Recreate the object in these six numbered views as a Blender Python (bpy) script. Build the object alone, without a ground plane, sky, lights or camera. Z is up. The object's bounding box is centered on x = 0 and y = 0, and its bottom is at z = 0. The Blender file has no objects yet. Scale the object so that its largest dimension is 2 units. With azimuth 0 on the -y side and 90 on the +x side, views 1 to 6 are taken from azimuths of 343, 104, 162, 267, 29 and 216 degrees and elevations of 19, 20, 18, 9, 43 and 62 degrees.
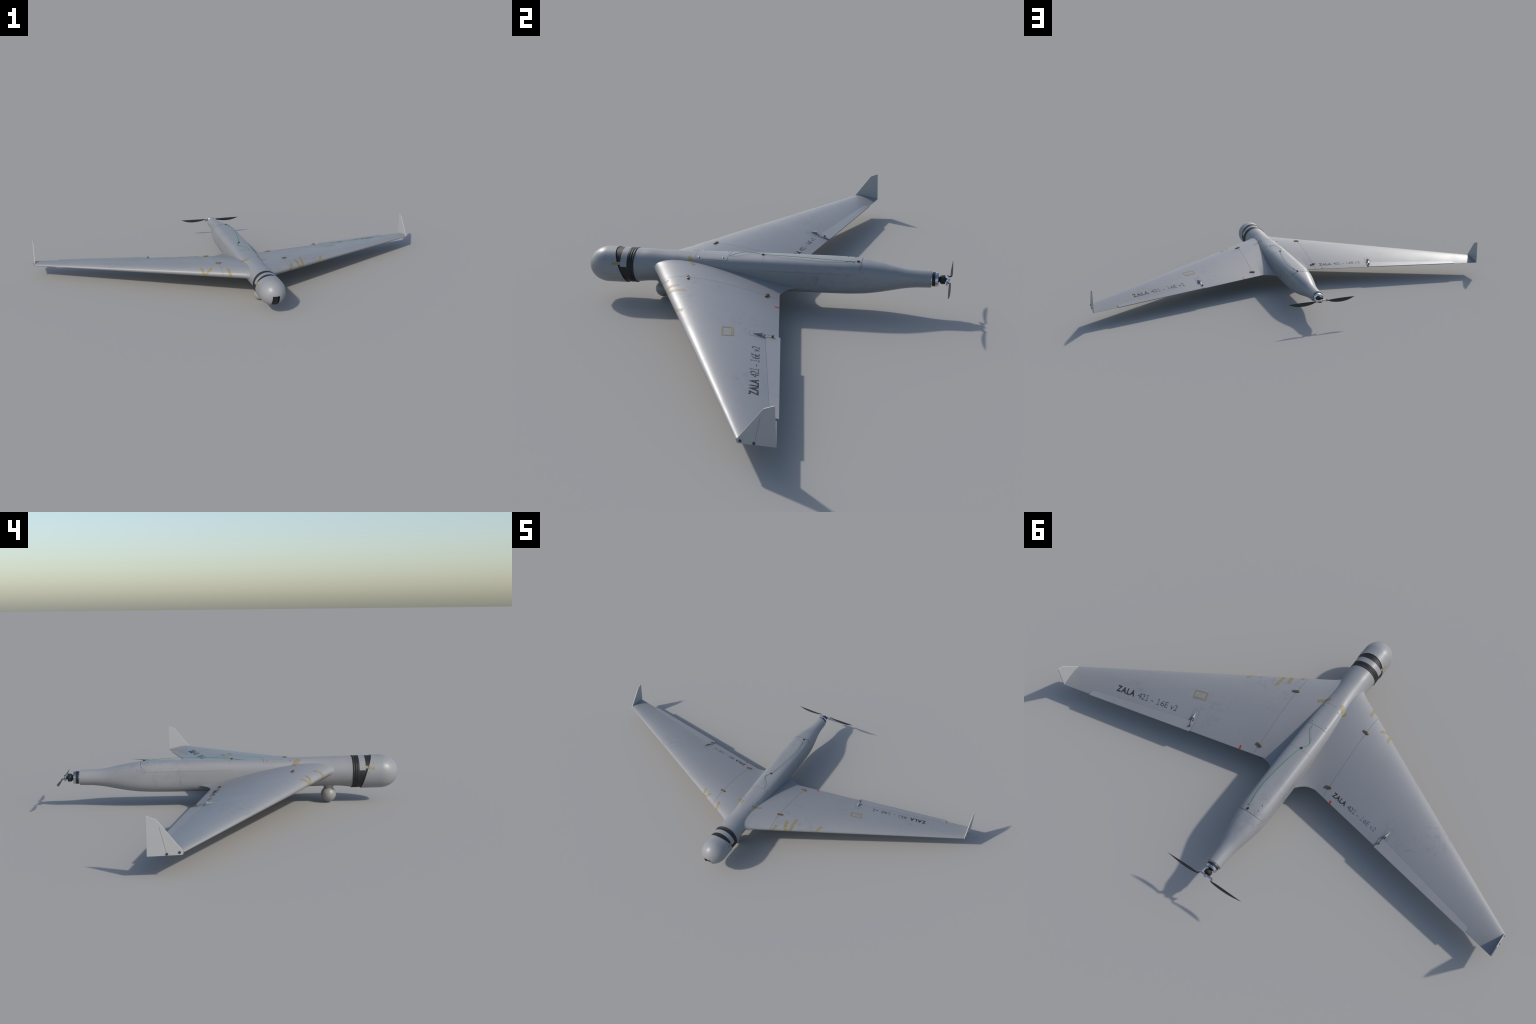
# Flying-wing drone with a swept wing, pusher propeller, nose dome and belly camera ball.
import bpy, bmesh, math
import numpy as np
from mathutils import Vector, Matrix

RNG = np.random.default_rng(7)

# ------------------------------------------------------------------ helpers
def new_mesh(name, verts, faces, mat, parent=None, smooth=True, angle=32):
    me = bpy.data.meshes.new(name)
    me.from_pydata([tuple(float(c) for c in v) for v in verts], [], faces)
    me.validate()
    bm = bmesh.new(); bm.from_mesh(me)
    bmesh.ops.remove_doubles(bm, verts=bm.verts, dist=1e-6)
    bmesh.ops.recalc_face_normals(bm, faces=bm.faces)
    bm.to_mesh(me); bm.free()
    if smooth:
        me.polygons.foreach_set("use_smooth", [True] * len(me.polygons))
        me.set_sharp_from_angle(angle=math.radians(angle))
    ob = bpy.data.objects.new(name, me)
    bpy.context.scene.collection.objects.link(ob)
    if mat: me.materials.append(mat)
    if parent: ob.parent = parent
    return ob

def loft(rings, closed=True, cap0=True, cap1=True):
    n = len(rings[0]); V = []; F = []
    for r in rings: V += list(r)
    m = n if closed else n - 1
    for i in range(len(rings) - 1):
        for j in range(m):
            k = (j + 1) % n
            F.append((i*n+j, i*n+k, (i+1)*n+k, (i+1)*n+j))
    if cap0: F.append(tuple(range(n))[::-1])
    if cap1: F.append(tuple((len(rings)-1)*n + j for j in range(n)))
    return V, F

def revolve(profile, origin, axis='y', seg=64, caps=True):
    """profile: (distance along axis, radius) pairs about an axis through origin."""
    rings = []
    for a, r in profile:
        ring = []
        for j in range(seg):
            th = 2*math.pi*j/seg
            p, q = r*math.cos(th), r*math.sin(th)
            if axis == 'y': ring.append((origin[0]+p, origin[1]+a, origin[2]+q))
            elif axis == 'z': ring.append((origin[0]+p, origin[1]+q, origin[2]+a))
            else: ring.append((origin[0]+a, origin[1]+p, origin[2]+q))
        rings.append(ring)
    return loft(rings, True, caps, caps)

def tube(pts, rad, seg=8):
    pts = [Vector(p) for p in pts]; rings = []
    up = Vector((0.13, 0.21, 0.97))
    for i, p in enumerate(pts):
        t = (pts[min(i+1, len(pts)-1)] - pts[max(i-1, 0)]).normalized()
        a = t.cross(up)
        if a.length < 1e-4: a = t.cross(Vector((1, 0, 0)))
        a.normalize(); b = a.cross(t).normalized()
        r = rad[i] if hasattr(rad, '__len__') else rad
        rings.append([p + a*r*math.cos(2*math.pi*j/seg) + b*r*math.sin(2*math.pi*j/seg) for j in range(seg)])
    return loft(rings)

def spline(pts, n):
    """Catmull-Rom through points, n samples per span."""
    P = [np.array(p, float) for p in pts]; P = [2*P[0]-P[1]] + P + [2*P[-1]-P[-2]]
    out = []
    for i in range(1, len(P)-2):
        for k in range(n):
            t = k/n; a, b, c, d = P[i-1:i+3]
            out.append(.5*((2*b)+(c-a)*t+(2*a-5*b+4*c-d)*t*t+(3*b-a-3*c+d)*t**3))
    out.append(P[-2]); return out

def pchip(xs, ys):
    xs = np.array(xs, float); ys = np.array(ys, float)
    h = np.diff(xs); d = np.diff(ys)/h; m = np.zeros_like(xs)
    for i in range(1, len(xs)-1):
        if d[i-1]*d[i] > 0:
            w1 = 2*h[i]+h[i-1]; w2 = h[i]+2*h[i-1]
            m[i] = (w1+w2)/(w1/d[i-1]+w2/d[i])
    m[0], m[-1] = d[0], d[-1]
    def f(x):
        x = min(max(x, xs[0]), xs[-1]); i = int(min(max(np.searchsorted(xs, x)-1, 0), len(h)-1))
        t = (x-xs[i])/h[i]
        return ((1+2*t)*(1-t)**2*ys[i]+t*(1-t)**2*h[i]*m[i]+t*t*(3-2*t)*ys[i+1]+t*t*(t-1)*h[i]*m[i+1])
    return f

# ------------------------------------------------------------------ materials
def base_mat(name, col, rough=.5, metal=0., spec=.5):
    m = bpy.data.materials.new(name); m.use_nodes = True
    b = m.node_tree.nodes["Principled BSDF"]
    b.inputs["Base Color"].default_value = (*col, 1)
    b.inputs["Roughness"].default_value = rough
    b.inputs["Metallic"].default_value = metal
    b.inputs["Specular IOR Level"].default_value = spec
    return m

class NT:
    def __init__(s, m): s.t = m.node_tree; s.b = s.t.nodes["Principled BSDF"]
    def n(s, typ, **kw):
        nd = s.t.nodes.new(typ)
        for k, v in kw.items():
            if k in nd.inputs: nd.inputs[k].default_value = v
            else: setattr(nd, k, v)
        return nd
    def l(s, a, b): s.t.links.new(a, b)
    def ramp(s, src, stops):
        r = s.n("ShaderNodeValToRGB"); e = r.color_ramp.elements
        while len(e) < len(stops): e.new(.5)
        for el, (p, c) in zip(e, stops):
            el.position = p; el.color = (c, c, c, 1) if not hasattr(c, '__len__') else (*c, 1)
        s.l(src, r.inputs[0]); return r.outputs[0]
    def mul(s, a, b, fac=1.):
        x = s.n("ShaderNodeMix", data_type='RGBA', blend_type='MULTIPLY')
        x.inputs[0].default_value = fac
        s.l(a, x.inputs[6]); s.l(b, x.inputs[7]); return x.outputs[2]
    def mix(s, fac, a, b):
        x = s.n("ShaderNodeMix", data_type='RGBA')
        s.l(fac, x.inputs[0])
        if hasattr(a, 'links'): s.l(a, x.inputs[6])
        else: x.inputs[6].default_value = (*a, 1)
        if hasattr(b, 'links'): s.l(b, x.inputs[7])
        else: x.inputs[7].default_value = (*b, 1)
        return x.outputs[2]
    def math(s, op, a, b=None):
        x = s.n("ShaderNodeMath", operation=op)
        for i, v in enumerate((a, b)):
            if v is None: continue
            if hasattr(v, 'links'): s.l(v, x.inputs[i])
            else: x.inputs[i].default_value = v
        return x.outputs[0]

def paint(name, col, rough=.41, stain=1.):
    """Grey composite paint: faint cloudy tone, smudges, specks, scuffs and hair scratches."""
    m = base_mat(name, col, rough); N = NT(m)
    co = N.n("ShaderNodeTexCoord").outputs["Object"]
    def noise(scale, detail=4., rough_=.55, dist=0.):
        nd = N.n("ShaderNodeTexNoise", Scale=scale, Detail=detail, Roughness=rough_, Distortion=dist)
        N.l(co, nd.inputs["Vector"]); return nd.outputs[0]
    cloud = N.ramp(noise(3.1, 5), [(.3, .93), (.7, 1.0)])
    # smudges: mid-scale noise gated by a large patch mask
    gate = N.ramp(noise(4.3, 2), [(.56, 0.), (.68, 1.)])
    smud = N.ramp(noise(46., 6, .7, .6), [(.50, 0.), (.62, 1.)])
    smf = N.math('MULTIPLY', N.math('MULTIPLY', gate, smud), .20*stain)
    # small specks
    vo = N.n("ShaderNodeTexVoronoi", Scale=55.); N.l(co, vo.inputs["Vector"])
    sp = N.ramp(vo.outputs["Distance"], [(.04, 1.), (.11, 0.)])
    spg = N.ramp(noise(31., 1), [(.55, 0.), (.60, 1.)])
    spf = N.math('MULTIPLY', N.math('MULTIPLY', sp, spg), .28*stain)
    # curly scuffs: thin iso-lines of a distorted noise
    scn = noise(17., 2, .5, 2.2)
    sc = N.ramp(N.math('ABSOLUTE', N.math('SUBTRACT', scn, .5)), [(.0, 1.), (.012, 0.)])
    scg = N.ramp(noise(9., 2), [(.60, 0.), (.66, 1.)])
    scf = N.math('MULTIPLY', N.math('MULTIPLY', sc, scg), .22*stain)
    f = N.math('MAXIMUM', N.math('MAXIMUM', smf, spf), scf)
    base = N.n("ShaderNodeRGB"); base.outputs[0].default_value = (*col, 1)
    c = N.mul(base.outputs[0], cloud)
    c = N.mix(f, c, tuple(.28*v for v in col))
    N.l(c, N.b.inputs["Base Color"])
    rr = N.ramp(noise(7., 4), [(.3, rough-.04), (.7, rough+.07)])
    N.l(rr, N.b.inputs["Roughness"])
    bp = N.n("ShaderNodeBump", Strength=.05, Distance=.002)
    N.l(noise(120., 3), bp.inputs["Height"]); N.l(bp.outputs[0], N.b.inputs["Normal"])
    return m

GREY = (.262, .265, .272)
M_SKIN = paint("grey_paint", GREY)
M_FIN = paint("pale_fin_paint", (.39, .39, .39), .45, 1.)
M_BALL = paint("turret_paint", (.27, .268, .262), .36, .3)
M_BLACK = base_mat("black_rubber", (.016, .016, .016), .55, 0., .35)
M_DARK = base_mat("matt_dark", (.012, .012, .013), .8)  # for the dark block that stands in for a slot by the servo
M_SEAM = base_mat("seam_shadow", (.07, .072, .078), .8)
M_SEAM2 = base_mat("faint_seam", (.15, .152, .158), .7)
M_METAL = base_mat("bright_metal", (.55, .56, .58), .22, 1.)
M_BRASS = base_mat("brass", (.19, .10, .022), .42, .4)
M_SCREW = base_mat("steel_screw", (.30, .31, .33), .35, 1.)
M_DSCREW = base_mat("dark_screw", (.05, .05, .055), .5, .3)
M_RED = base_mat("red_marker", (.5, .012, .012), .5)
M_WIRE = base_mat("green_wire", (.03, .27, .13), .5)
M_TEXT = base_mat("black_lettering", (.014, .014, .015), .6)
M_TEXT2 = base_mat("worn_lettering", (.05, .05, .053), .6)
M_TEXT3 = base_mat("faded_lettering", (.12, .121, .125), .6)
M_GLASS = base_mat("dark_window", (.01, .01, .011), .25)
M_BLADE = base_mat("carbon_blade", (.022, .022, .022), .45)

def tape_mat():
    m = base_mat("masking_tape", (.25, .2, .11), .5); N = NT(m)
    co = N.n("ShaderNodeTexCoord").outputs["Object"]
    nd = N.n("ShaderNodeTexNoise", Scale=60., Detail=4.); N.l(co, nd.inputs["Vector"])
    N.l(N.ramp(nd.outputs[0], [(.3, (.215, .175, .092)), (.7, (.275, .228, .125))]), N.b.inputs["Base Color"])
    return m
M_TAPE = tape_mat()

# ------------------------------------------------------------------ the thing
drone = bpy.data.objects.new("reconnaissance_drone", None)
bpy.context.scene.collection.objects.link(drone)
drone["label"] = "grey flying-wing drone with winglets and pusher propeller"
drone["category"] = "drone"

# ------------------------------------------------------------------ wing shape
def base_line(x):
    x = abs(x)
    yl = -.3032+.5615*(x-.165); yt = .0879+.2087*(x-.1625)
    zl = .117-.0525*(x-.165); zt = .0767-.0167*(x-.1625)
    return yl, yt, zl, zt
def root_flare(x):
    """Forward shift of the nose and aft shift of the tail where the wing runs into the body."""
    x = abs(x); le = te = 0.
    if x < .125: te = .0465*min(1.2, max(0., (.125-x)/.069))**2.2 + .0038*min(1., (.125-x)/.02)
    if x < .10: le = .010*math.exp(-max(0., x-.050)/.010)
    return le, te
def wing_line(x):
    yl, yt, zl, zt = base_line(x); le, te = root_flare(x)
    return yl-le, yt+te, zl, zt
def chord_y(x, t):
    yl, yt, _, _ = base_line(x); le, te = root_flare(x)
    return yl+(yt-yl)*t-le*(1-t)**8+te*t**8
def chord_t(x, y):
    yl, yt, _, _ = base_line(x)
    if abs(x) >= .125: return min(max((y-yl)/(yt-yl), 0.), 1.)
    a, b = 0., 1.
    for _ in range(30):
        m = .5*(a+b)
        if chord_y(x, m) < y: a = m
        else: b = m
    return .5*(a+b)
def thick(t, T=.152):
    return 5*T*(.2969*np.sqrt(t)-.126*t-.3516*t**2+.2843*t**3-.1015*t**4)+.0012*t
def camber(t, m=.016, p=.42):
    return np.where(t < p, m/p**2*(2*p*t-t*t), m/(1-p)**2*(1-2*p+2*p*t-t*t))
def wing_pt(x, t, side):
    """side +1 upper, -1 lower; t chord fraction."""
    yl, yt, zl, zt = base_line(x); c = yt-yl
    z = zl+(zt-zl)*t+c*(float(camber(t))+side*float(thick(t)))
    return (x, chord_y(x, t), z)
def wing_top(x, y):
    return wing_pt(x, chord_t(x, y), 1)[2]
def wing_has(x, y):
    yl, yt, _, _ = wing_line(x); return yl < y < yt and abs(x) < .994

AIL_IN, AIL_OUT = .4345, .8765
def hinge_t(x): return .862+.012*(abs(x)-.4345)/.442
NT_ = 44
TS = [1-math.cos(.5*math.pi*i/NT_) for i in range(NT_+1)]
def wing_ring(x, cut=False):
    """Closed section; the last samples behind the hinge collapse where the aileron is let in."""
    th = hinge_t(min(max(abs(x), AIL_IN), AIL_OUT))-.002
    ts = [t*th for t in TS] + [th if cut else th+(1-th)*k/4 for k in range(1, 5)]
    return [wing_pt(x, t, 1) for t in ts[::-1]]+[wing_pt(x, t, -1) for t in ts[1:]]
def build_wing(s):
    """s = +1 / -1 side of the aircraft."""
    root = [wing_ring(s*x) for x in np.concatenate([np.linspace(.02, .128, 37), np.linspace(.132, .1636, 5)])]
    wr = new_mesh("wing_root", *loft(root), M_SKIN, drone)
    xs = list(np.linspace(.1645, AIL_IN-.0005, 22)) + ['a'] + list(np.linspace(AIL_IN-.0005, AIL_OUT+.0005, 26)) + ['b'] + list(np.linspace(AIL_OUT+.0005, .9935, 8))
    rings = []; cut = False
    for x in xs:
        if x == 'a': cut = True; continue
        if x == 'b': cut = False; continue
        rings.append(wing_ring(s*x, cut))
    wp = new_mesh("wing_panel", *loft(rings), M_SKIN, drone)
    # dark joint rib added to keep the split line between the panels dark
    filler = []
    for dx in (.162, .166):
        tt = [.004+.990*t for t in TS]
        filler.append([np.array(wing_pt(s*dx, t, 1))-(0, 0, .0008) for t in tt[::-1]]+[np.array(wing_pt(s*dx, t, -1))+(0, 0, .0008) for t in tt[1:]])
    new_mesh("gap_filler", *loft(filler), M_SEAM, wp)
    # aileron: thin wedge plate, trailing edge lifted a little
    rings = []
    xe = np.linspace(AIL_IN+.0004, AIL_OUT-.0004, 24)
    for i, x in enumerate(xe):
        th = hinge_t(x); yl, yt, zl, zt = wing_line(x); c = yt-yl
        _, y0, z0 = wing_pt(x, th, 1); _, _, zb = wing_pt(x, th, -1)
        end = 0.
        y1 = yt+.0052; z1 = zt+.0048*(1-.15*i/23); z2 = z1-.0034
        n = 6; up = []; lo = []
        for k in range(n+1):
            a = k/n
            up.append((s*x, y0+(y1-y0)*a, z0+.0008+(z1-z0-.0008)*a))
            lo.append((s*x, y0+(y1-y0)*a, zb+.0004+(z2-zb-.0004)*a))
        rings.append(up+lo[::-1])
    new_mesh("aileron", *loft(rings), M_SKIN, wp, angle=25)
    # winglet plate
    out = [(.1638, .0700), (.1645, .0668), (.1675, .0652), (.2614, .0624), (.2622, .1740), (.2345, .1642), (.1672, .0800), (.1648, .0755)]
    rings = []
    for x, k in ((.9936, 1.), (.9970, 1.)):
        rings.append([(s*x, y, z) for y, z in out])
    wl = new_mesh("winglet", *loft(rings), M_FIN, wp, smooth=False)
    bv = wl.modifiers.new("bevel", 'BEVEL'); bv.width = .0007; bv.segments = 2
    for y, z in ((.1735, .0728), (.2075, .0690)):
        new_mesh("winglet_screw", *revolve([(0, .0036), (s*.0018, .0036), (s*.0028, .0022), (s*.003, .0006)], (s*.9968, y, z), 'x', 16), M_DSCREW, wl)
    # faint vertical fold line on the fin
    pts = [(s*.99705, .214-.022*(k/6)**.8+.0, .072+.075*k/6) for k in range(7)]
    pts = [(s*.9971, .2095+.017*(k/6), .0745+.068*k/6) for k in range(7)]
    new_mesh("fold_line", *tube(pts, .0003, 6), M_SEAM2, wl)
    return wr, wp
PANELS = {s: build_wing(s) for s in (1, -1)}

# ------------------------------------------------------------------ fuselage
#        y      zc     w      h     n(upper) n(lower)
SECT = [(-.470, .1117, .0582, .0582, 2.0, 2.0),
        (-.444, .1123, .0578, .0578, 2.0, 2.0),
        (-.425, .1134, .0564, .0564, 2.0, 2.0),
        (-.392, .1150, .0550, .0550, 2.0, 2.0),
        (-.340, .1142, .0543, .0540, 2.0, 2.0),
        (-.285, .1136, .0540, .0543, 2.15, 2.1),
        (-.225, .1120, .0540, .0548, 2.65, 2.2),
        (-.150, .1106, .0548, .0555, 3.1, 2.6),
        (-.050, .1100, .0558, .0562, 3.3, 2.8),
        (.080, .1096, .0570, .0572, 3.3, 3.0),
        (.200, .1093, .0574, .0572, 3.3, 3.0),
        (.280, .1093, .0566, .0565, 3.2, 2.9),
        (.330, .1090, .0545, .0545, 2.9, 2.7),
        (.380, .1083, .0483, .0487, 2.6, 2.5),
        (.430, .1078, .0396, .0398, 2.3, 2.2),
        (.470, .1080, .0322, .0325, 2.1, 2.1),
        (.510, .1090, .0288, .0290, 2.0, 2.0),
        (.5546, .1092, .0278, .0278, 2.0, 2.0)]
FS = [pchip([r[0] for r in SECT], [r[k] for r in SECT]) for k in range(1, 6)]
def body_pt(y, th, grow=0.):
    zc, w, h, nu, nl = (f(y) for f in FS)
    c, s = math.cos(th), math.sin(th); n = nu if s >= 0 else nl
    return (math.copysign((w+grow)*abs(c)**(2/n), c), y, zc+math.copysign((h+grow)*abs(s)**(2/n), s))
def body_top(x, y):
    zc, w, h, nu, nl = (f(y) for f in FS)
    if abs(x) >= w: return -1.
    return zc+h*(1-(abs(x)/w)**nu)**(1/nu)
def body_side(y, z, s):
    zc, w, h, nu, nl = (f(y) for f in FS); n = nu if z > zc else nl
    return s*w*(1-min(1., abs(z-zc)/h)**n)**(1/n)
SEG = 128
ys = np.concatenate([np.linspace(-.470, .33, 90), np.linspace(.335, .5546, 45)])
rings = [[body_pt(y, 2*math.pi*(j+.5)/SEG) for j in range(SEG)] for y in ys]
zc = FS[0](.5546)
for r, dy in ((.0265, .0004), (.0245, .0006)):
    rings.append([(r*math.cos(2*math.pi*(j+.5)/SEG), .5546+dy, zc+r*math.sin(2*math.pi*(j+.5)/SEG)) for j in range(SEG)])
fus = new_mesh("fuselage", *loft(rings), M_SKIN, drone)

def skin(x, y):
    z = body_top(x, y) if -.47 < y < .5546 else -1.
    if wing_has(x, y): z = max(z, wing_top(x, y))
    return z

# panel seams: fine dark tubes half sunk in the skin, drawn for grooves
def seam(name, pts, r, mat): return new_mesh(name, *tube(pts, r, 6), mat, fus)
def across(y, x0, x1, n=30): return [(x, y, body_top(x, y)) for x in np.linspace(x0, x1, n)]
for s in (1, -1):
    # aft hatch: down over the shoulder, chamfered corner, then along the flank
    pts = [(body_side(y, z, s), y, z) for y, z in
           [(.3315, .1560), (.330, .150), (.327, .1475), (.3145, .1325)]]
    pts = [pts[0]] + spline(pts, 5)[1:]
    seam("hatch_seam", pts, .0006, M_SEAM)
    seam("hatch_seam", [(body_side(y, .1325, s), y, .1325) for y in np.linspace(.3145, .005, 50)], .0004, M_SEAM2)
    seam("hatch_seam", [(body_side(y, .1578, s), y, .1578) for y in np.linspace(-.1150, -.226, 24)], .00035, M_SEAM2)
    seam("hatch_seam", [(body_side(.184+.010*(z-.08)/.06, z, s), .184+.010*(z-.08)/.06, z) for z in np.linspace(.078, .148, 16)], .0003, M_SEAM2)
xm = body_side(.3315, .1560, 1)
seam("hatch_seam", across(.3315, -xm, xm, 40), .0007, M_SEAM)
xm = body_side(-.115, .1578, 1)
seam("hatch_seam", across(-.1150, -xm, xm), .0005, M_SEAM)
seam("hatch_seam", across(.0065, -.048, .048), .0003, M_SEAM2)
seam("hatch_seam", across(-.228, -.034, .034), .0003, M_SEAM2)

# pan-head screws of the hatches
def screw(x, y):
    z = body_top(x, y); e = 1e-3
    nx = -(body_top(x+e, y)-body_top(x-e, y))/(2*e); ny = -(body_top(x, y+e)-body_top(x, y-e))/(2*e)
    V, F = revolve([(-.001, .0026), (.0008, .0026), (.0017, .0019), (.0021, .0008)], (0, 0, 0), 'z', 16)
    ob = new_mesh("hatch_screw", V, F, M_SCREW, fus)
    ob.matrix_world = Matrix.Translation((x, y, z)) @ Vector((nx, ny, 1)).normalized().to_track_quat('Z', 'Y').to_matrix().to_4x4()
for x, y in ((.0305, -.214), (-.0315, -.214), (.0305, -.130), (-.0315, -.130), (-.0243, .2813), (-.0243, .3052), (.0226, .3052), (.0226, .2813)):
    screw(x, y)

# antenna wire with its two small connector blocks
def block(name, c, d, mat, parent, bevel=.0006, rot=0.):
    bm = bmesh.new(); bmesh.ops.create_cube(bm, size=1.)
    me = bpy.data.meshes.new(name)
    for v in bm.verts: v.co = Vector((v.co.x*d[0], v.co.y*d[1], v.co.z*d[2]))
    bm.to_mesh(me); bm.free(); me.materials.append(mat)
    ob = bpy.data.objects.new(name, me); bpy.context.scene.collection.objects.link(ob)
    ob.parent = parent; ob.matrix_world = Matrix.Translation(c) @ Matrix.Rotation(rot, 4, 'Z')
    b = ob.modifiers.new("bevel", 'BEVEL'); b.width = bevel; b.segments = 2
    return ob
block("wire_connector", (-.0035, -.0009, body_top(-.0035, 0)+.0012), (.0085, .0065, .0045), M_BLACK, fus)
block("wire_connector", (.0150, .3210, body_top(.015, .321)+.0012), (.0070, .0080, .0045), M_BLACK, fus)
wpts = [(.0194, -.1161, .1636), (.0120, -.0930, .1716), (-.0050, -.0670, .1725), (-.0160, -.0470, .1690), (-.0194, -.0303, .1672), (-.0130, -.0174, .1675), (-.0036, -.0003, .1684),
        (.0044, .0313, .1700), (.0118, .0798, .1718), (.0187, .1404, .1722), (.0240, .2013, .1712), (.0238, .2601, .1682), (.0197, .2968, .1655), (.0154, .3205, .1632)]
new_mesh("antenna_wire", *tube(spline(wpts, 8), .00075, 8), M_WIRE, fus)

# ------------------------------------------------------------------ nose
NZ = .1113
collar = new_mesh("nose_collar", *revolve(
    [(-.4425, .0570), (-.4428, .0596), (-.4440, .0602), (-.4475, .0600), (-.4490, .0590), (-.4500, .0582), (-.4512, .0590), (-.4530, .0596),
     (-.4565, .0596), (-.4575, .0590), (-.4585, .0596), (-.4650, .0596), (-.4662, .0590), (-.4680, .0588), (-.5350, .0588)], (0, 0, NZ+.0004), 'y', 128), M_BLACK, drone, angle=50)
# pale identification patch wrapped over the top of the collar
ring0, rings = None, []
for y, g in ((-.4668, .0), (-.4668, .0013), (-.4893, .0013), (-.4893, .0)):
    rings.append([((.0588+g)*math.sin(a), y, NZ+.0004+(.0588+g)*math.cos(a)) for a in np.linspace(-1.36, 1.36, 72)])
V, F = loft(rings, False, False, False)
n = 72
for e in (0, n-1): F.append(tuple(i*n+e for i in range(4)))
new_mesh("collar_patch", V, F, M_SKIN, collar)
# dome: slanted rear rim, straight barrel, rounded front
def rim_y(z): return -.4772-.17*(z-.05)-1.15*(z-.05)**2
R0, Y0, L0 = .0615, -.5480, .0700
S = 128; rings = []
def dome_r(y):
    u = (Y0-y)/L0
    return R0 if u <= 0 else R0*max(0., 1-u**2.05)**.5
zr = [NZ+R0*math.sin(2*math.pi*j/S) for j in range(S)]
inner = [(.0586*math.cos(2*math.pi*j/S), rim_y(zr[j])-.0004, NZ+.0586*math.sin(2*math.pi*j/S)) for j in range(S)]
rings.append(inner)
for k in range(13):
    a = k/12
    rings.append([(R0*math.cos(2*math.pi*j/S), rim_y(zr[j])*(1-a)+Y0*a, NZ+R0*math.sin(2*math.pi*j/S)) for j in range(S)])
for u in np.sin(np.linspace(0, math.pi/2, 30))[1:-1]:
    y = Y0-L0*u; r = dome_r(y)
    rings.append([(r*math.cos(2*math.pi*j/S), y, NZ-.001*u**3+r*math.sin(2*math.pi*j/S)) for j in range(S)])
rings.append([(.0012*math.cos(2*math.pi*j/S), Y0-L0, NZ-.001+.0012*math.sin(2*math.pi*j/S)) for j in range(S)])
dome = new_mesh("nose_dome", *loft(rings), M_SKIN, drone)
dome.data.materials.append(M_GLASS)
# camera slot cut into the chin
bm = bmesh.new(); bmesh.ops.create_cube(bm, size=1.)
for v in bm.verts:
    x, y, z = v.co
    v.co = Vector((.0330*x*(1.0 if z > 0 else 1.05), -.6225+.040*y+(.0 if z > 0 else .020), .074+.072*z))
cm = bpy.data.meshes.new("slot_cutter"); bm.to_mesh(cm); bm.free(); cm.materials.append(M_SKIN); cm.materials.append(M_GLASS)
for p in cm.polygons: p.material_index = 1
cut = bpy.data.objects.new("slot_cutter", cm); bpy.context.scene.collection.objects.link(cut)
bo = dome.modifiers.new("slot", 'BOOLEAN'); bo.object = cut; bo.operation = 'DIFFERENCE'; bo.solver = 'EXACT'
bpy.context.view_layer.update()
dg = bpy.context.evaluated_depsgraph_get()
me2 = bpy.data.meshes.new_from_object(dome.evaluated_get(dg)); dome.modifiers.clear()
old = dome.data; dome.data = me2; me2.name = "nose_dome"
bpy.data.objects.remove(cut); bpy.data.meshes.remove(old)
dome.data.polygons.foreach_set("use_smooth", [True]*len(dome.data.polygons)); dome.data.set_sharp_from_angle(angle=math.radians(32))
# tiny dark studs in place of rivet holes beside the rim
for a, y in ((.62, -.5175), (-.62, -.5175), (.05, -.4985), (math.pi-.05, -.4985), (math.pi-.62, -.5175)):
    new_mesh("rim_rivet", *revolve([(-.0012, .0012), (.0004, .0012), (.0006, .0006)], (0, 0, 0), 'z', 10), M_DSCREW, dome).matrix_world = \
        Matrix.Translation((R0*math.cos(a), y, NZ+R0*math.sin(a))) @ Vector((math.cos(a), 0, math.sin(a))).to_track_quat('Z', 'Y').to_matrix().to_4x4()

# ------------------------------------------------------------------ belly camera ball
prof = [(.0283*(-math.cos(a)), .0282*math.sin(a)) for a in np.linspace(.02, math.pi*.80, 40)]
turret = new_mesh("camera_ball", *revolve(prof, (0, -.3592, .0283), 'z', 64), M_BALL, drone)
new_mesh("turret_mount", *revolve([(.0440, .0160), (.0470, .0176), (.0480, .0172), (.0505, .0172), (.0512, .0177), (.0535, .0177), (.0545, .0172), (.0560, .0176), (.0600, .0212), (.0660, .0215)], (0, -.3592, 0), 'z', 64), M_BALL, turret)

# ------------------------------------------------------------------ motor and propeller
AX = (0, 0, FS[0](.5546))
motor = new_mesh("motor", *revolve([(.5500, .0240), (.5556, .0240), (.5560, .0232), (.5580, .0232), (.5586, .0226), (.5680, .0226), (.5686, .0234), (.5745, .0234), (.5775, .0222), (.5790, .0195), (.5795, .0120), (.5795, .0050)], AX, 'y', 64), M_METAL, drone)
new_mesh("motor_winding", *revolve([(.5584, .0222), (.5586, .0231), (.5682, .0231), (.5684, .0222)], AX, 'y', 64), M_BLACK, motor)
prop = new_mesh("propeller", *revolve([(.5790, .0072), (.5800, .0074), (.5860, .0142), (.5868, .0146), (.5970, .0146), (.5988, .0138), (.5990, .0070), (.6040, .0068)], AX, 'y', 40), M_BLACK, drone, angle=40)
block("blade_yoke", (0, .6055, AX[2]), (.058, .0065, .0085), M_METAL, prop, .0012)
new_mesh("hub_nut", *revolve([(.6000, .0070), (.6085, .0070), (.6095, .0058), (.6130, .0050), (.6138, .0030)], AX, 'y', 6), M_METAL, prop, smooth=False)
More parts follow.
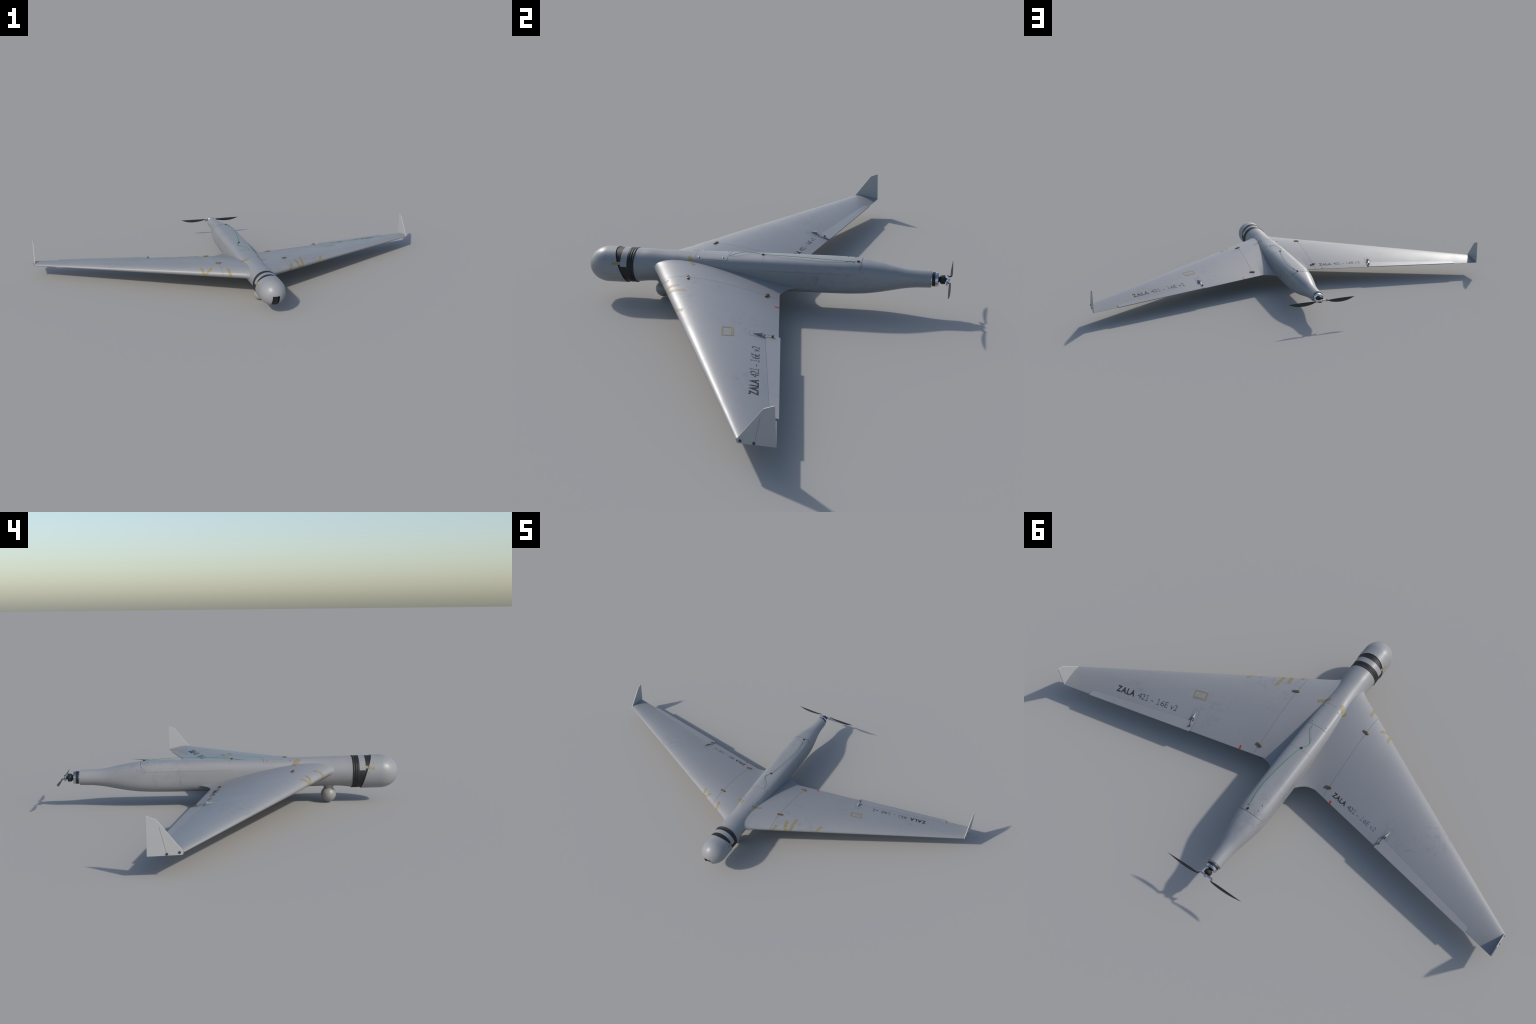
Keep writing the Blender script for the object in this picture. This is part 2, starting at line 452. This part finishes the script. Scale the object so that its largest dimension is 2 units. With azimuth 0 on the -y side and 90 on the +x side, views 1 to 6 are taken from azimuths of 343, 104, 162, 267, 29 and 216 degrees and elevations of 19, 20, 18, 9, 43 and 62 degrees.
for s in (1, -1):
    new_mesh("pivot_screw", *revolve([(-.0085, .0030), (-.0060, .0033), (.0060, .0033), (.0075, .0022)], (s*.0275, .6055, AX[2]), 'z', 16), M_METAL, prop)
    # elbow stem
    st = spline([(s*.0275, .6060, AX[2]), (s*.0283, .6110, AX[2]), (s*.0300, .6148, AX[2]+.0002), (s*.0340, .6158, AX[2]+.0004), (s*.042, .6157, AX[2]+.0006)], 5)
    new_mesh("blade_stem", *tube(st, [.0024]*len(st), 10), M_BLADE, prop)
    # blade: straight upper edge, bellied lower edge, slight twist
    rings = []
    for u in np.linspace(0, 1, 34):
        x = .033+(.1642-.033)*u
        e_up = .0022+.0010*math.sin(math.pi*u)
        bell = .0026+.0128*abs(math.sin(math.pi*min(1., u**.92)))**.72 if u < 1 else .0
        w = (1-u**9)
        ztop = AX[2]+.0012+.0022*u+e_up*w*(1-u*.6); zbot = AX[2]+.0012+.0022*u-bell*w-.0001
        hc = .5*(ztop-zbot); zm = .5*(ztop+zbot)
        pitch = -.30*(1-u)*1.0-.12
        th = .0021*(1-.7*u)+.0003
        ym = .6156+.0006*math.sin(math.pi*u)
        ring = []
        for j in range(16):
            a = 2*math.pi*j/16
            p, q = hc*math.cos(a), th*math.sin(a)
            ring.append((s*x, ym+p*math.sin(pitch)+q*math.cos(pitch), zm+p*math.cos(pitch)-q*math.sin(pitch)))
        rings.append(ring)
    new_mesh("propeller_blade", *loft(rings), M_BLADE, prop)

# ------------------------------------------------------------------ wing fittings
def normal_at(f, x, y, e=2e-3):
    return Vector((-(f(x+e, y)-f(x-e, y))/(2*e), -(f(x, y+e)-f(x, y-e))/(2*e), 1)).normalized()
def stadium(l, w, n=10):
    out = []
    for k in range(n+1): a = -math.pi/2+math.pi*k/n; out.append((l/2-w/2+w/2*math.cos(a), w/2*math.sin(a)))
    for k in range(n+1): a = math.pi/2+math.pi*k/n; out.append((-l/2+w/2+w/2*math.cos(a), w/2*math.sin(a)))
    return out
def clip(p, q, parent):
    x, y = (p[0]+q[0])/2, (p[1]+q[1])/2; L = math.dist(p, q)+.001
    nrm = normal_at(wing_top, x, y)
    d = Vector((q[0]-p[0], q[1]-p[1], 0)); d = (d-nrm*d.dot(nrm)).normalized()
    M = Matrix((d, nrm.cross(d), nrm)).transposed().to_4x4()
    M.translation = Vector((x, y, wing_top(x, y)))
    rings = [[(a, b, z) for a, b in stadium(L-2*i, .0088-2*i)] for z, i in ((-.002, 0), (.0030, 0), (.0038, .0007), (.0038, .0017), (.0028, .0018))]
    ob = new_mesh("wing_clip", *loft(rings), M_BRASS, parent); ob.matrix_world = M
    for k in (-1, 1):
        V, F = revolve([(.0025, .0019), (.0040, .0019), (.0044, .0012)], (k*(L/2-.0052), 0, 0), 'z', 12)
        sc = new_mesh("clip_screw", V, F, M_SCREW, parent); sc.matrix_world = M
    V, F = loft([[(a*.62, b, z) for a, b in stadium(L-.004, .0030)] for z in (.0024, .00315)])  # dark plate laid in the clip recess, nothing is cut
    sc = new_mesh("clip_dark_plate", V, F, M_SEAM, parent); sc.matrix_world = M
clip((.179, -.2068), (.1543, -.2166), PANELS[1][1]); clip((.1769, .0454), (.1512, .0496), PANELS[1][1])
clip((-.1499, -.2137), (-.1756, -.2085), PANELS[-1][1]); clip((-.1493, .0495), (-.1748, .0445), PANELS[-1][1])

def linkage(s):
    par = PANELS[s][1]
    # raised servo cover, a rounded rectangle on the skin
    c = np.array([(.4425, .0605), (.4700, .0660), (.4600, .1108), (.4340, .1042)])
    rings = []
    loop = []
    for i in range(4):                              # rounded corners
        a, b, d = c[i-1], c[i], c[(i+1) % 4]
        p0 = b+(a-b)/np.linalg.norm(a-b)*.006; p1 = b+(d-b)/np.linalg.norm(d-b)*.006
        for k in range(6): t = k/5; loop.append((1-t)**2*p0+2*t*(1-t)*b+t*t*p1)
    cen = c.mean(0)
    for dz, g in ((-.002, 1.), (.0004, 1.), (.0004, .75), (.0004, .5), (.0004, .25), (.0004, .03)):
        pl = [(cen[0]+(p[0]-cen[0])*g, cen[1]+(p[1]-cen[1])*g) for p in loop]
        rings.append([(s*x, y, wing_top(x, y)+dz) for x, y in pl])
    new_mesh("servo_cover", *loft(rings), M_SKIN, par, angle=40)
    V, F = tube([(s*p[0], p[1], wing_top(p[0], p[1])+.0001) for p in loop+[loop[0]]], .0005, 6)
    new_mesh("cover_seam", V, F, M_SEAM2, par)
    # half-cone horn fairing, apex forward
    a = np.array((s*.4552, .0742, wing_top(.455, .0742)+.0008)); b = np.array((s*.4502, .0990, wing_top(.450, .0990)+.0055))
    rings = []
    for u in np.linspace(0, 1, 10):
        p = a+(b-a)*u; r = .0008+.0050*u**.9
        rings.append([(p[0]+r*math.cos(2*math.pi*j/20), p[1], p[2]+(1.1 if math.sin(2*math.pi*j/20) > 0 else 1.6)*r*math.sin(2*math.pi*j/20)) for j in range(20)])
    new_mesh("horn_fairing", *loft(rings), M_SKIN, par)
    V, F = tube([(s*.4500, .0975, b[2]), (s*.4432, .1290, .0850)], .0012, 8)
    new_mesh("push_rod", V, F, M_METAL, par)
    V, F = revolve([(-.008, .0038), (.0010, .0038), (.0020, .0034), (.0034, .0034), (.0042, .0024)], (s*.4430, .1292, .0842), 'z', 14)
    new_mesh("rod_end", V, F, M_BRASS, par)
    # dark block laid on the skin behind the fairing in place of a slot
    block("cover_dark_block", (s*.4480, .1052, wing_top(.448, .1052)+.0007), (.011, .0022, .0012), M_DARK, par, .0002, -s*.22)
for s in (1, -1): linkage(s)

# ------------------------------------------------------------------ tape, marks, lettering
def wing_wrap(s, x, t):
    """Point and outward normal on the wing at chord fraction t; negative t runs along the underside."""
    def P(x_, t_): return np.array(wing_pt(s*x_, abs(t_), 1 if t_ >= 0 else -1))
    q = lambda v: math.copysign(v*v, v)             # sqrt spacing keeps the nose round
    p = P(x, q(t)); dt = P(x, q(t+.01))-P(x, q(t-.01)); dx = P(x+.002, q(t))-P(x-.002, q(t))
    n = np.cross(dx, dt)*s; n /= np.linalg.norm(n)
    return p, n
def strip(name, rows, mat, parent, off=.0003, thickness=.0005):
    """rows: list of rows of (point, normal); makes a thin closed sheet lying on the skin."""
    nr, nc = len(rows), len(rows[0]); V = []; F = []
    for h in (off, -thickness):
        for r in rows:
            for p, n in r: V.append(np.array(p)+np.array(n)*h)
    k = nr*nc
    for i in range(nr-1):
        for j in range(nc-1):
            a = i*nc+j; q = (a, a+1, a+nc+1, a+nc); F.append(q); F.append(tuple(v+k for v in q[::-1]))
    edge = [i for i in range(nc)]+[i*nc+nc-1 for i in range(1, nr)]+[(nr-1)*nc+j for j in range(nc-2, -1, -1)]+[i*nc for i in range(nr-2, 0, -1)]
    for a, b in zip(edge, edge[1:]+edge[:1]): F.append((b, a, a+k, b+k))
    return new_mesh(name, V, F, mat, parent, angle=40)
def le_tape(s, x0, t0, x1, w, tail=-.16, skew=.0):
    """Tape strip from (x0,t0) on the top surface round the leading edge (x1) to the underside."""
    a = math.sqrt(t0); rows = []
    for v in np.linspace(a, tail, 26):
        xc = x0+(x1-x0)*(a-v)/a if v > 0 else x1+(x1-x0)*(-v)/a*.6
        jit = .0006*math.sin(31*v+x0*90)
        rows.append([wing_wrap(s, xc+jit+k*w, v+(skew*k if v > a-.03 else 0)) for k in (-.5, -.25, 0, .25, .5)])
    strip("tape_strip", rows, M_TAPE, PANELS[s][1])
le_tape(1, .1832, .052, .1740, .0125, skew=-.03)
le_tape(1, .2150, .128, .2290, .0135)
le_tape(1, .2500, .166, .2490, .0140, skew=.03)
le_tape(1, .3745, .066, .3550, .0150, skew=-.05)
for args in ((.1365, .080, .1335, .0130), ):
    a = math.sqrt(args[1]); le_tape(-1, *args)
le_tape(-1, .2510, .074, .2460, .0130, skew=.03)
le_tape(-1, .2080, .080, .2350, .0125, skew=-.04)

def top_strip(name, p, q, w, mat, parent, off=.0004, nu=16, nv=5, taper=None):
    """Straight strip in plan from p to q, width w, draped over body and wing from above."""
    p, q = np.array(p, float), np.array(q, float); d = (q-p)/np.linalg.norm(q-p); e = np.array((-d[1], d[0]))
    rows = []
    for u in np.linspace(0, 1, nu):
        k = 1. if taper is None else taper(u)
        row = []
        for v in np.linspace(-.5, .5, nv):
            x, y = p+(q-p)*u+e*w*v*k
            y = min(y, wing_line(x)[1]-.0012) if name == 'red_mark' else y
            row.append(((x, y, skin(x, y)), normal_at(skin, x, y, 1e-3)))
        rows.append(row)
    return strip(name, rows, mat, parent, off)
top_strip("tape_strip", (.0690, -.2215), (.0280, -.2500), .0110, M_TAPE, fus, nu=40, off=.0006)
top_strip("tape_strip", (-.0240, -.2480), (-.0580, -.2230), .0165, M_TAPE, fus, nu=40, off=.0006)
# square tape frame on one wing
cs = [np.array(c) for c in ((.5137, -.0056), (.4587, -.0202), (.4487, .0145), (.5031, .0286))]
for i, w in zip(range(4), (.0060, .0072, .0078, .0062)):
    a, b = cs[i], cs[(i+1) % 4]; d = (b-a)/np.linalg.norm(b-a); n = np.array((-d[1], d[0]))
    if np.dot(n, sum(cs)/4-a) < 0: n = -n
    ins = 0 if i % 2 == 0 else .0055
    top_strip("tape_strip", a+n*w/2+d*ins, b+n*w/2-d*ins, w, M_TAPE, PANELS[1][1], off=.0004+.00005*i)
# nose tape on each flank of the dome
for s, a0, a1, y0, y1 in ((-1, .42, .33, -.4895, -.5230), (1, .41, .38, -.4890, -.5210)):
    rows = []
    for u in np.linspace(0, 1, 20):
        row = []
        for v in (-.5, -.25, 0, .25, .5):
            a = a0+(a1-a0)*u+v*.0105/R0; y = y0+(y1-y0)*u
            r = R0+.0004 if y < rim_y(NZ+R0*math.sin(a))+.0005 else .0600
            row.append(((s*r*math.cos(a), y, NZ+r*math.sin(a)), (s*math.cos(a), 0, math.sin(a))))
        rows.append(row)
    strip("tape_strip", rows, M_TAPE, dome)
# red alignment marks at the trailing edge
rt = lambda u: min(1., .35+3.2*u) if u < .2 else 1.
for s, x0, y0, x1, y1 in ((1, .2242, .0850, .2216, .1000), (-1, -.1984, .0850, -.2018, .0952)):
    yt = wing_line(x1)[1]
    top_strip("red_mark", (x0, y0), (x1, yt-.0008), .0072, M_RED, PANELS[s][1], off=.0004, taper=rt if s > 0 else None)

def lettering(txt, origin, direc, x0, x1, height, weight, mat, parent, vcap=None):
    """One run of characters fitted between x0 and x1 along the baseline, draped on the wing."""
    cu = bpy.data.curves.new("lettering", 'FONT'); cu.body = txt; cu.size = 1.; cu.offset = weight; cu.resolution_u = 3
    tmp = bpy.data.objects.new("lettering_tmp", cu); bpy.context.scene.collection.objects.link(tmp)
    bpy.context.view_layer.update()
    me = bpy.data.meshes.new_from_object(tmp.evaluated_get(bpy.context.evaluated_depsgraph_get()))
    bpy.data.objects.remove(tmp); bpy.data.curves.remove(cu)
    bm = bmesh.new(); bm.from_mesh(me)
    bmesh.ops.remove_doubles(bm, verts=bm.verts, dist=1e-5)
    bmesh.ops.triangulate(bm, faces=bm.faces)
    bmesh.ops.subdivide_edges(bm, edges=[e for e in bm.edges if e.calc_length() > .12], cuts=2)
    bmesh.ops.triangulate(bm, faces=bm.faces)
    co = np.array([v.co[:] for v in bm.verts]); lo, hi = co.min(0), co.max(0)
    d = np.array(direc)/np.linalg.norm(direc); e = np.array((d[1], -d[0]))     # letter tops point forward
    if e[1] > 0: e = -e
    cap = vcap or (hi[1]-min(lo[1], 0))
    for v in bm.verts:
        a = x0+(v.co.x-lo[0])/(hi[0]-lo[0])*(x1-x0); b = v.co.y/cap*height
        P = np.array(origin)+d*a+e*b
        v.co = Vector((P[0], P[1], wing_top(P[0], P[1])))
    me2 = bpy.data.meshes.new("lettering"); bm.to_mesh(me2); bm.free(); bpy.data.meshes.remove(me)
    me2.materials.append(mat)
    ob = bpy.data.objects.new("lettering", me2); bpy.context.scene.collection.objects.link(ob); ob.parent = parent
    ob.location.z = .0004
    so = ob.modifiers.new("depth", 'SOLIDIFY'); so.thickness = .0004; so.offset = 0
    return ob
CAP = .73
for s, o, end, h, mats in ((1, (.7900, .1682), (.5266, .1109), .0250, (M_TEXT, M_TEXT2, M_TEXT2)),
                           (-1, (-.1925, .0668), (-.4036, .1026), .0178, (M_TEXT, M_TEXT2, M_TEXT3))):
    d = np.array(end)-np.array(o); L = np.linalg.norm(d)
    runs = [("Z", 0., .072, .026, 0), ("A", .076, .155, .026, 0), ("L", .166, .214, .026, 0), ("A", .218, .296, .026, 0),
            ("4", .346, .410, -.012, 1), ("2", .414, .467, -.012, 1), ("1", .476, .525, -.012, 1), ("-", .575, .608, -.012, 2),
            ("1", .664, .712, -.012, 2), ("6", .732, .790, -.012, 2), ("E", .801, .846, -.012, 2), ("v", .892, .942, -.012, 2), ("2", .952, 1., -.012, 2)]
    for txt, a, b, wgt, k in runs:
        a, b = a*L, b*L
        if txt == "1":                                # figure one stands on a foot serif
            u = d/L; v = np.array((u[1], -u[0])); v = v if v[1] < 0 else -v; O = np.array(o); sw = h*.075; m = a+(b-a)*.52
            for p, q in (((m, sw*.5), (m, h*.99)), ((a, sw*.5), (b, sw*.5)), ((m, h*.96), (a+(b-a)*.10, h*.84))):
                top_strip("lettering", O+u*p[0]+v*p[1], O+u*q[0]+v*q[1], sw, mats[k], PANELS[s][1], off=.0003, nu=8, nv=2)
        else:
            lettering(txt, o, d, a, b, h, wgt, mats[k], PANELS[s][1], CAP)

# ------------------------------------------------------------------ apply remaining modifiers
bpy.context.view_layer.update()
dg = bpy.context.evaluated_depsgraph_get()
for ob in list(bpy.context.scene.objects):
    if ob.type == 'MESH' and ob.modifiers:
        me = bpy.data.meshes.new_from_object(ob.evaluated_get(dg)); ob.modifiers.clear()
        nm = ob.data.name; ob.data = me; me.name = nm
